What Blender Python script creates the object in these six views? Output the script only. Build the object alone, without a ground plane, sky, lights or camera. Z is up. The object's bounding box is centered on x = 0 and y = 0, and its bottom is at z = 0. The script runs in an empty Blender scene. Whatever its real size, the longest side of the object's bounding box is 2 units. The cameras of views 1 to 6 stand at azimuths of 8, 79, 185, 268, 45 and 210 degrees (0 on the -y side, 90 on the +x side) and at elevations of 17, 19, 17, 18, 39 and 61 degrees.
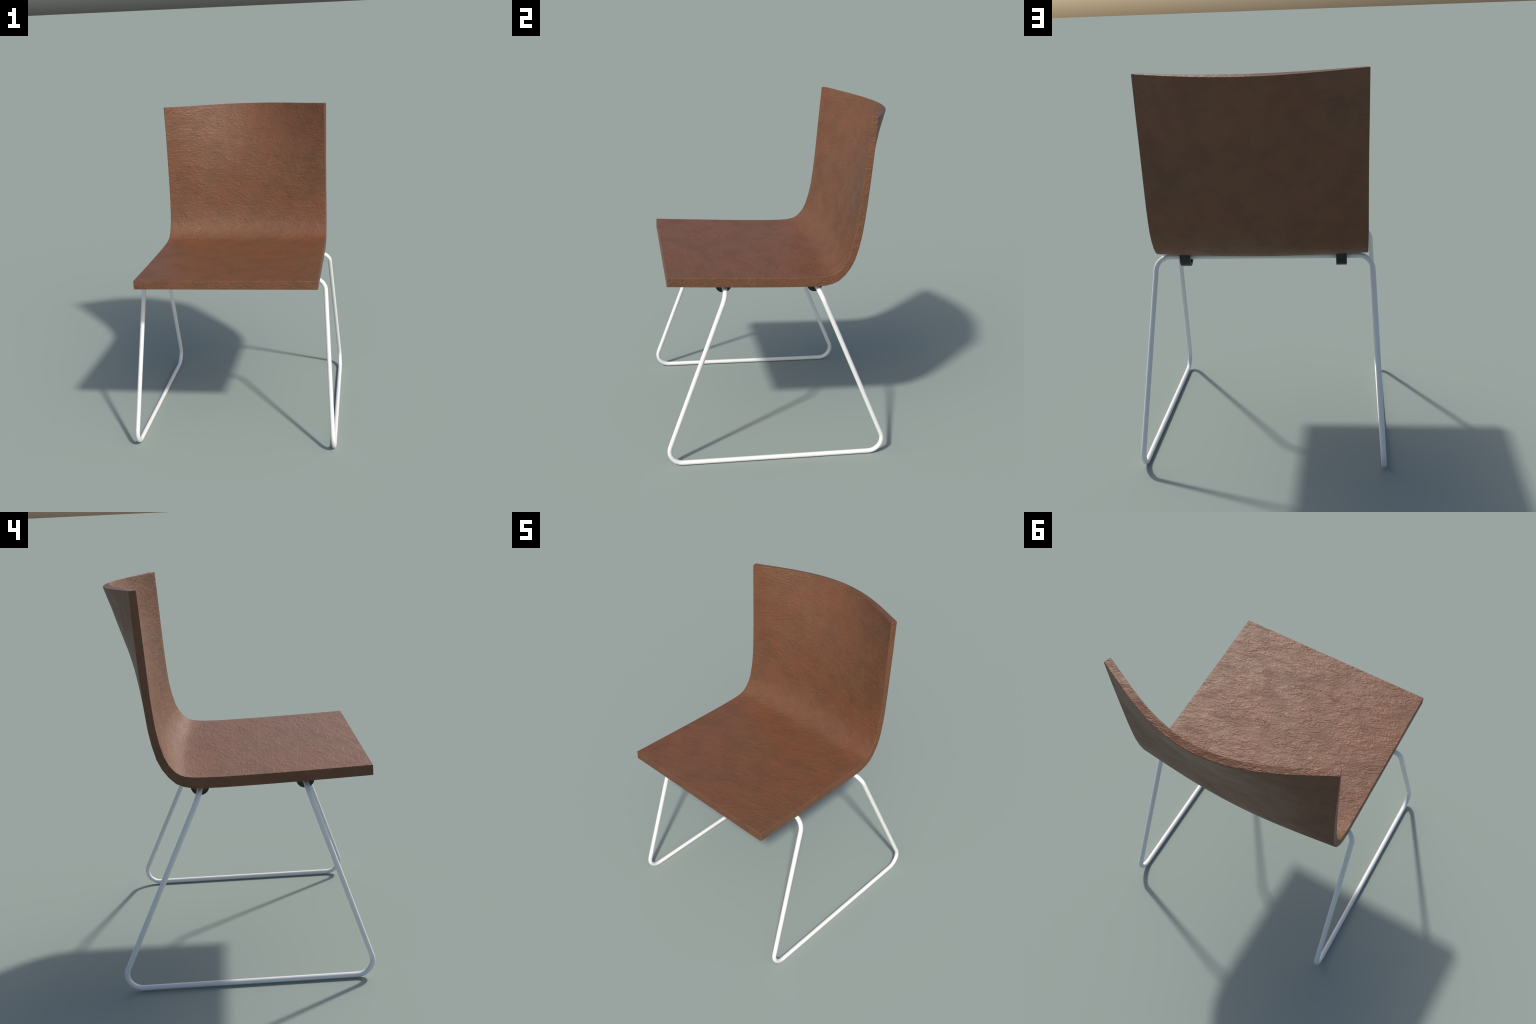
"""One-piece upholstered shell chair on a white bent-tube sled frame."""
import bpy, bmesh, math
from mathutils import Vector

# ------------------------------------------------------------------ sizes
HALF_W = 0.545            # half width of the shell
TUBE_R = 0.0137           # radius of the frame tube

# Side profile of the sitting surface (y, z), seat front -> bend -> top of back.
PROFILE = [(-.6420, 1.1205), (-.450, 1.1145), (-.250, 1.1090), (-.10, 1.1055), (.0, 1.1040),
           (.100, 1.1030), (.190, 1.1045), (.231, 1.1080), (.262, 1.1135),
           (.286, 1.1220), (.312, 1.1420), (.337, 1.1740), (.357, 1.2170),
           (.374, 1.2820), (.386, 1.3520), (.393, 1.4280), (.3985, 1.508),
           (.403, 1.6000), (.4062, 1.680), (.409, 1.7600), (.4118, 1.830),
           (.4145, 1.9000), (.4167, 1.950), (.4185, 1.9985)]

# Both below are given against the distance along the profile from the top edge.
THICKNESS = [(0, .0355), (.18, .0376), (.42, .0374), (.66, .0370), (.74, .0380), (.84, .0404),
             (.884, .0447), (.914, .0515), (.961, .0560), (1.02, .0557), (1.19, .0550), (1.84, .0533)]
# How far the middle of the shell is cupped away from the sitter.
CUP = [(0, .185), (.10, .154), (.22, .121), (.32, .090), (.42, .066), (.52, .052), (.60, .045),
       (.70, .043), (.78, .040), (.86, .028), (.95, .011), (1.05, .004), (1.15, .0), (1.9, .0)]


def lerp_table(tab, v):
    if v <= tab[0][0]:
        return tab[0][1]
    for (a, fa), (b, fb) in zip(tab, tab[1:]):
        if v <= b:
            return fa + (fb - fa) * (v - a) / (b - a)
    return tab[-1][1]


# -------------------------------------------------------------- materials
def new_material(name):
    m = bpy.data.materials.new(name)
    m.use_nodes = True
    nt = m.node_tree
    return m, nt, nt.nodes["Principled BSDF"]


class Net:
    """Small helper to write node networks as expressions."""

    def __init__(self, nt):
        self.nt = nt

    def node(self, kind, **props):
        n = self.nt.nodes.new(kind)
        for k, v in props.items():
            setattr(n, k, v)
        return n

    def put(self, sock, v):
        if isinstance(v, bpy.types.NodeSocket):
            self.nt.links.new(v, sock)
        else:
            sock.default_value = v

    def math(self, op, a, b=0.0, clamp=False):
        n = self.node("ShaderNodeMath", operation=op, use_clamp=clamp)
        self.put(n.inputs[0], a)
        self.put(n.inputs[1], b)
        return n.outputs[0]

    def scaled(self, vec, scale, loc=(0, 0, 0), rot=(0, 0, 0)):
        n = self.node("ShaderNodeMapping")
        self.put(n.inputs["Vector"], vec)
        n.inputs["Scale"].default_value = scale
        n.inputs["Location"].default_value = loc
        n.inputs["Rotation"].default_value = rot
        return n.outputs[0]

    def noise(self, vec, scale, detail=2.0, rough=0.5, distort=0.0):
        n = self.node("ShaderNodeTexNoise")
        self.put(n.inputs["Vector"], vec)
        n.inputs["Scale"].default_value = scale
        n.inputs["Detail"].default_value = detail
        n.inputs["Roughness"].default_value = rough
        n.inputs["Distortion"].default_value = distort
        return n.outputs["Fac"]

    def ramp(self, v, lo, hi, a=0.0, b=1.0, smooth=True):
        n = self.node("ShaderNodeMapRange", interpolation_type="SMOOTHSTEP" if smooth else "LINEAR")
        self.put(n.inputs["Value"], v)
        for k, x in (("From Min", lo), ("From Max", hi), ("To Min", a), ("To Max", b)):
            n.inputs[k].default_value = x
        return n.outputs[0]

    def mix(self, f, a, b, blend="MIX"):
        n = self.node("ShaderNodeMix", data_type="RGBA", blend_type=blend)
        self.put(n.inputs[0], f)
        self.put(n.inputs[6], a)
        self.put(n.inputs[7], b)
        return n.outputs[2]


def leather_material():
    m, nt, bsdf = new_material("brown_leather")
    N = Net(nt)
    pos = N.node("ShaderNodeTexCoord").outputs["Object"]

    # the hide is laid with its wrinkles a little askew to the chair
    hide = N.scaled(pos, (1, 1, 1), rot=(0, 0, math.radians(-17)))
    # wrinkles: soft uneven waves drawn out across the chair, with a shallow valley along
    # some of the level lines, broken up so that they come and go
    waves = N.noise(N.scaled(hide, (17, 31, 31), (7, 2, 1)), 1.0, 5.0, 0.52, 0.7)
    n1 = N.noise(N.scaled(hide, (9.5, 25, 25)), 1.0, 3.0, 0.5, 0.7)
    crease1 = N.ramp(N.math("ABSOLUTE", N.math("SUBTRACT", n1, 0.5)), 0.0, 0.06)
    gate1 = N.ramp(N.noise(N.scaled(hide, (9, 18, 18), (5, 1, 8)), 1.0, 2.0), 0.36, 0.66)
    n2 = N.noise(N.scaled(hide, (25, 56, 56), (3.1, 1.7, 5.2)), 1.0, 2.0, 0.5, 0.4)
    crease2 = N.ramp(N.math("ABSOLUTE", N.math("SUBTRACT", n2, 0.5)), 0.0, 0.10)
    gate2 = N.ramp(N.noise(N.scaled(hide, (14, 22, 22), (2, 6, 3)), 1.0, 2.0), 0.34, 0.62)
    # pebbled skin between the wrinkles
    peb = N.node("ShaderNodeTexVoronoi", feature="SMOOTH_F1")
    nt.links.new(N.scaled(hide, (115, 150, 150)), peb.inputs["Vector"])
    peb.inputs["Scale"].default_value = 1.0
    peb.inputs["Smoothness"].default_value = 0.6
    pebble = N.ramp(peb.outputs["Distance"], 0.0, 0.8, 1.0, 0.0)

    h = N.math("MULTIPLY", N.math("MULTIPLY", crease1, gate1), 0.62)
    h = N.math("ADD", h, N.math("MULTIPLY", N.math("MULTIPLY", crease2, gate2), 0.30))
    h = N.math("ADD", h, N.math("MULTIPLY", pebble, 0.21))
    h = N.math("ADD", h, N.math("MULTIPLY", waves, 1.25))
    bump = N.node("ShaderNodeBump")
    # the hide is more puckered where it is drawn round the side edges
    nrm = N.node("ShaderNodeSeparateXYZ")
    nt.links.new(N.node("ShaderNodeNewGeometry").outputs["True Normal"], nrm.inputs[0])
    nt.links.new(N.ramp(N.math("ABSOLUTE", nrm.outputs[0]), 0.6, 0.85, 0.55, 0.62), bump.inputs["Strength"])
    bump.inputs["Distance"].default_value = 0.0039
    nt.links.new(h, bump.inputs["Height"])
    nt.links.new(bump.outputs[0], bsdf.inputs["Normal"])

    # mottled brown: soft reddish and olive clouds of low contrast
    cloud = N.ramp(N.noise(pos, 4.2, 4.0, 0.6, 0.3), 0.36, 0.62)
    fleck = N.ramp(N.noise(N.scaled(pos, (8, 9.5, 9.5), (1, 4, 2)), 1.0, 5.0, 0.62), 0.38, 0.66)
    red, olive, dark = (.173, .0665, .0298, 1), (.159, .0690, .0315, 1), (.118, .0485, .0238, 1)
    col = N.mix(cloud, red, olive)
    col = N.mix(N.math("MULTIPLY", fleck, 0.5), col, dark)
    nt.links.new(col, bsdf.inputs["Base Color"])
    rough = N.ramp(fleck, 0, 1, 0.50, 0.56)
    nt.links.new(rough, bsdf.inputs["Roughness"])
    bsdf.inputs["Specular IOR Level"].default_value = 0.5
    return m


def white_paint_material():
    m, nt, bsdf = new_material("white_painted_steel")
    N = Net(nt)
    pos = N.node("ShaderNodeTexCoord").outputs["Object"]
    f = N.noise(pos, 9.0, 3.0)
    nt.links.new(N.mix(f, (.80, .80, .79, 1), (.84, .84, .83, 1)), bsdf.inputs["Base Color"])
    bsdf.inputs["Roughness"].default_value = 0.35
    return m


def black_plastic_material():
    m, nt, bsdf = new_material("black_plastic")
    N = Net(nt)
    pos = N.node("ShaderNodeTexCoord").outputs["Object"]
    f = N.noise(pos, 60.0, 2.0)
    nt.links.new(N.mix(f, (.010, .011, .011, 1), (.015, .016, .016, 1)), bsdf.inputs["Base Color"])
    bsdf.inputs["Roughness"].default_value = 0.5
    return m


LEATHER = leather_material()
WHITE = white_paint_material()
BLACK = black_plastic_material()
COLL = bpy.context.scene.collection


def add_object(name, data, parent=None):
    ob = bpy.data.objects.new(name, data)
    COLL.objects.link(ob)
    ob.parent = parent
    return ob


# ------------------------------------------------------------------ shell
def build_shell_mesh(columns=36):
    pts = [Vector((0, y, z)) for y, z in PROFILE]
    rows = len(pts)
    arc = [0.0]
    for a, b in zip(pts, pts[1:]):
        arc.append(arc[-1] + (b - a).length)
    total = arc[-1]

    def profile_normal(i):              # points down under the seat, back behind the backrest
        a, b = pts[max(i - 1, 0)], pts[min(i + 1, rows - 1)]
        if 0 < i < rows - 1:
            la, lb = (pts[i] - a).length, (b - pts[i]).length
            t = (pts[i] - a) / la * lb + (b - pts[i]) / lb * la
        else:
            t = b - a
        return Vector((0, t.z, -t.y)).normalized()

    xs = [-HALF_W + 2 * HALF_W * k / columns for k in range(columns + 1)]
    front = []
    for i, p in enumerate(pts):
        cup, n = lerp_table(CUP, total - arc[i]), profile_normal(i)
        row = []
        for x in xs:
            q = p + n * cup * max(math.cos(math.pi * x / (2 * HALF_W)), 0) ** 1.05
            if i == rows - 1:           # the top edge is cut level
                q.z += (p.z - q.z) * 0.4
            row.append(Vector((x, q.y, q.z)))
        front.append(row)

    def slope(a, c, b):                 # tangent at c, short side weighted
        if a is c:
            return b - c
        if b is c:
            return c - a
        la, lb = (c - a).length, (b - c).length
        return (c - a) / la * lb + (b - c) / lb * la

    behind = []
    for i in range(rows):
        t = lerp_table(THICKNESS, total - arc[i])
        row = []
        for k in range(columns + 1):
            c = front[i][k]
            du = slope(front[i][max(k - 1, 0)], c, front[i][min(k + 1, columns)])
            dv = slope(front[max(i - 1, 0)][k], c, front[min(i + 1, rows - 1)][k])
            n = dv.cross(du).normalized()
            if n.y * 0.7 - n.z * 0.7 < 0:
                n = -n
            n.x *= 0.75                 # side edges are cut a little squarer than the surface normal
            row.append(c + n.normalized() * t)
        behind.append(row)

    bm = bmesh.new()
    A = [[bm.verts.new(v) for v in row] for row in front]
    B = [[bm.verts.new(v) for v in row] for row in behind]
    for i in range(rows - 1):
        for k in range(columns):
            bm.faces.new((A[i][k], A[i][k + 1], A[i + 1][k + 1], A[i + 1][k]))
            bm.faces.new((B[i][k], B[i + 1][k], B[i + 1][k + 1], B[i][k + 1]))
        for k, flip in ((0, False), (columns, True)):
            f = (A[i][k], A[i + 1][k], B[i + 1][k], B[i][k])
            bm.faces.new(f[::-1] if flip else f)
    for i, flip in ((0, True), (rows - 1, False)):
        for k in range(columns):
            f = (A[i][k], A[i][k + 1], B[i][k + 1], B[i][k])
            bm.faces.new(f[::-1] if flip else f)
    bmesh.ops.recalc_face_normals(bm, faces=bm.faces)
    rim = [e for e in bm.edges if e.is_manifold and e.calc_face_angle() > math.radians(50)]
    bmesh.ops.bevel(bm, geom=rim, offset=0.0032, offset_type="OFFSET", segments=3,
                    profile=0.5, affect="EDGES", clamp_overlap=True)
    for f in bm.faces:
        f.smooth = True
    me = bpy.data.meshes.new("shell")
    bm.to_mesh(me)
    bm.free()
    return me


def split_shell(chair):
    """Cut the one smooth shell in the middle of its bend into seat and backrest."""
    me = build_shell_mesh()
    # area-weighted vertex normals keep the broad faces flat up to their rounded rims
    normals = [Vector((0, 0, 0)) for _ in me.vertices]
    for p in me.polygons:
        for v in p.vertices:
            normals[v] += p.normal * p.area
    normals = [n.normalized() for n in normals]

    def belongs_to_seat(p):
        # everything in front of a plane through the bend, square to the profile there
        c = p.center
        return (c.y - .312) * .55 + (c.z - 1.142) * .83 < 0

    for name, want in (("seat", True), ("backrest", False)):
        faces = [p for p in me.polygons if belongs_to_seat(p) == want]
        used = sorted({v for p in faces for v in p.vertices})
        index = {v: i for i, v in enumerate(used)}
        part = bpy.data.meshes.new(name)
        part.from_pydata([me.vertices[v].co for v in used], [],
                         [[index[v] for v in p.vertices] for p in faces])
        part.polygons.foreach_set("use_smooth", [True] * len(part.polygons))
        part.normals_split_custom_set_from_vertices([normals[v] for v in used])
        part.materials.append(LEATHER)
        add_object(name, part, chair)
    bpy.data.meshes.remove(me)


# ------------------------------------------------------------------ frame
def fillet(a, corner, b, radius, steps):
    """Points of the arc that rounds the corner of the path a-corner-b."""
    u, v = (a - corner).normalized(), (b - corner).normalized()
    half = u.angle(v) / 2
    cut = radius / math.tan(half)
    p0, p1 = corner + u * cut, corner + v * cut
    centre = corner + (u + v).normalized() * (radius / math.sin(half))
    r0, r1 = p0 - centre, p1 - centre
    sweep = r0.angle(r1)
    out = []
    for k in range(steps + 1):
        t = k / steps
        out.append(centre + (r0 * math.sin((1 - t) * sweep) + r1 * math.sin(t * sweep)) / math.sin(sweep))
    return out


def tube_mesh(name, path, radius, sides=20):
    bm = bmesh.new()
    tang = []
    for i in range(len(path)):
        a, b = path[max(i - 1, 0)], path[min(i + 1, len(path) - 1)]
        if 0 < i < len(path) - 1:
            tang.append(((path[i] - a).normalized() + (b - path[i]).normalized()).normalized())
        else:
            tang.append((b - a).normalized())
    side = tang[0].orthogonal().normalized()
    rings = []
    for p, t in zip(path, tang):
        side = (side - t * side.dot(t)).normalized()
        other = t.cross(side)
        rings.append([bm.verts.new(p + (side * math.cos(w) + other * math.sin(w)) * radius)
                      for w in (2 * math.pi * k / sides for k in range(sides))])
    for r, s in zip(rings, rings[1:]):
        for k in range(sides):
            bm.faces.new((r[k], r[(k + 1) % sides], s[(k + 1) % sides], s[k]))
    bmesh.ops.recalc_face_normals(bm, faces=bm.faces)
    for f in bm.faces:
        f.smooth = True
    me = bpy.data.meshes.new(name)
    bm.to_mesh(me)
    bm.free()
    me.materials.append(WHITE)
    return me


FOOT_X, FOOT_FRONT, FOOT_REAR = .6182, -.6575, .6730
TOP_X, TOP_FRONT, TOP_REAR, TOP_Z = .5692, -.3225, .2020, 1.0247
FOOT_BEND, TOP_BEND = .078, .075


def build_frame(chair):
    frame = add_object("metal_frame", None, chair)
    ends = {}
    for side in (1, -1):
        foot = {"f": Vector((side * FOOT_X, FOOT_FRONT, TUBE_R)), "r": Vector((side * FOOT_X, FOOT_REAR, TUBE_R))}
        top = {"f": Vector((side * TOP_X, TOP_FRONT, TOP_Z)), "r": Vector((side * TOP_X, TOP_REAR, TOP_Z))}
        run = {}
        for k, other in (("f", "r"), ("r", "f")):
            inner = Vector((0, top[k].y, TOP_Z))
            low = fillet(top[k], foot[k], foot[other], FOOT_BEND, 12)
            high = fillet(foot[k], top[k], inner, TOP_BEND, 12)
            along = (top[k] - foot[k]).normalized()
            cut_low = low[0] + along * .004             # pieces meet on straight tube
            cut_high = high[-1] + (inner - high[-1]).normalized() * .004
            add_object("leg", tube_mesh("leg", [cut_low] + [cut_low.lerp(high[0], j / 6) for j in range(1, 6)]
                                        + high + [cut_high], TUBE_R), frame)
            run[k] = [cut_low] + low
            ends[(side, k)] = cut_high
        add_object("runner", tube_mesh("runner", run["f"] + run["r"][::-1], TUBE_R), frame)
    for k in ("f", "r"):
        a, b = ends[(-1, k)], ends[(1, k)]
        add_object("crossbar", tube_mesh("crossbar", [a.lerp(b, j / 8) for j in range(9)], TUBE_R), frame)
    return frame


def build_clips(frame):
    """Black half-ring saddles that hold the crossbars to the shell."""
    outer, inner, width, steps, arm = .0465, .0290, .055, 10, .030
    bm = bmesh.new()
    loops = []
    for x in (-width / 2, width / 2):       # U shape: half ring below, two arms up to the shell
        loop = [(-outer, arm)] + [(outer * math.cos(a), outer * math.sin(a)) for a in
                (math.pi + math.pi * k / steps for k in range(steps + 1))] + [(outer, arm)]
        loop += [(inner, arm)] + [(inner * math.cos(a), inner * math.sin(a)) for a in
                 (2 * math.pi - math.pi * k / steps for k in range(steps + 1))] + [(-inner, arm)]
        loops.append([bm.verts.new((x, y, z)) for y, z in loop])
    n = len(loops[0])
    for k in range(n):
        bm.faces.new((loops[0][k], loops[0][(k + 1) % n], loops[1][(k + 1) % n], loops[1][k]))
    for lp in loops:
        for k in range(steps + 2):
            bm.faces.new((lp[k], lp[k + 1], lp[n - 2 - k], lp[n - 1 - k]))
    bmesh.ops.recalc_face_normals(bm, faces=bm.faces)
    rim = [e for e in bm.edges if e.calc_face_angle() > math.radians(50)]
    bmesh.ops.bevel(bm, geom=rim, offset=0.0012, segments=2, profile=0.5, affect="EDGES")
    me = bpy.data.meshes.new("clip")
    bm.to_mesh(me)
    bm.free()
    me.materials.append(BLACK)
    for y, z in ((TOP_FRONT, CLIP_FRONT_Z), (TOP_REAR, CLIP_REAR_Z)):
        for x in (CLIP_X, -CLIP_X):
            ob = add_object("clip", me, frame)
            ob.location = (x, y, z)


CLIP_X, CLIP_FRONT_Z, CLIP_REAR_Z = .41, 1.031, TOP_Z - .002

chair = add_object("chair", None)
chair["label"] = "brown leather shell chair on a white bent tube sled base"
chair["category"] = "chair"
split_shell(chair)
build_clips(build_frame(chair))
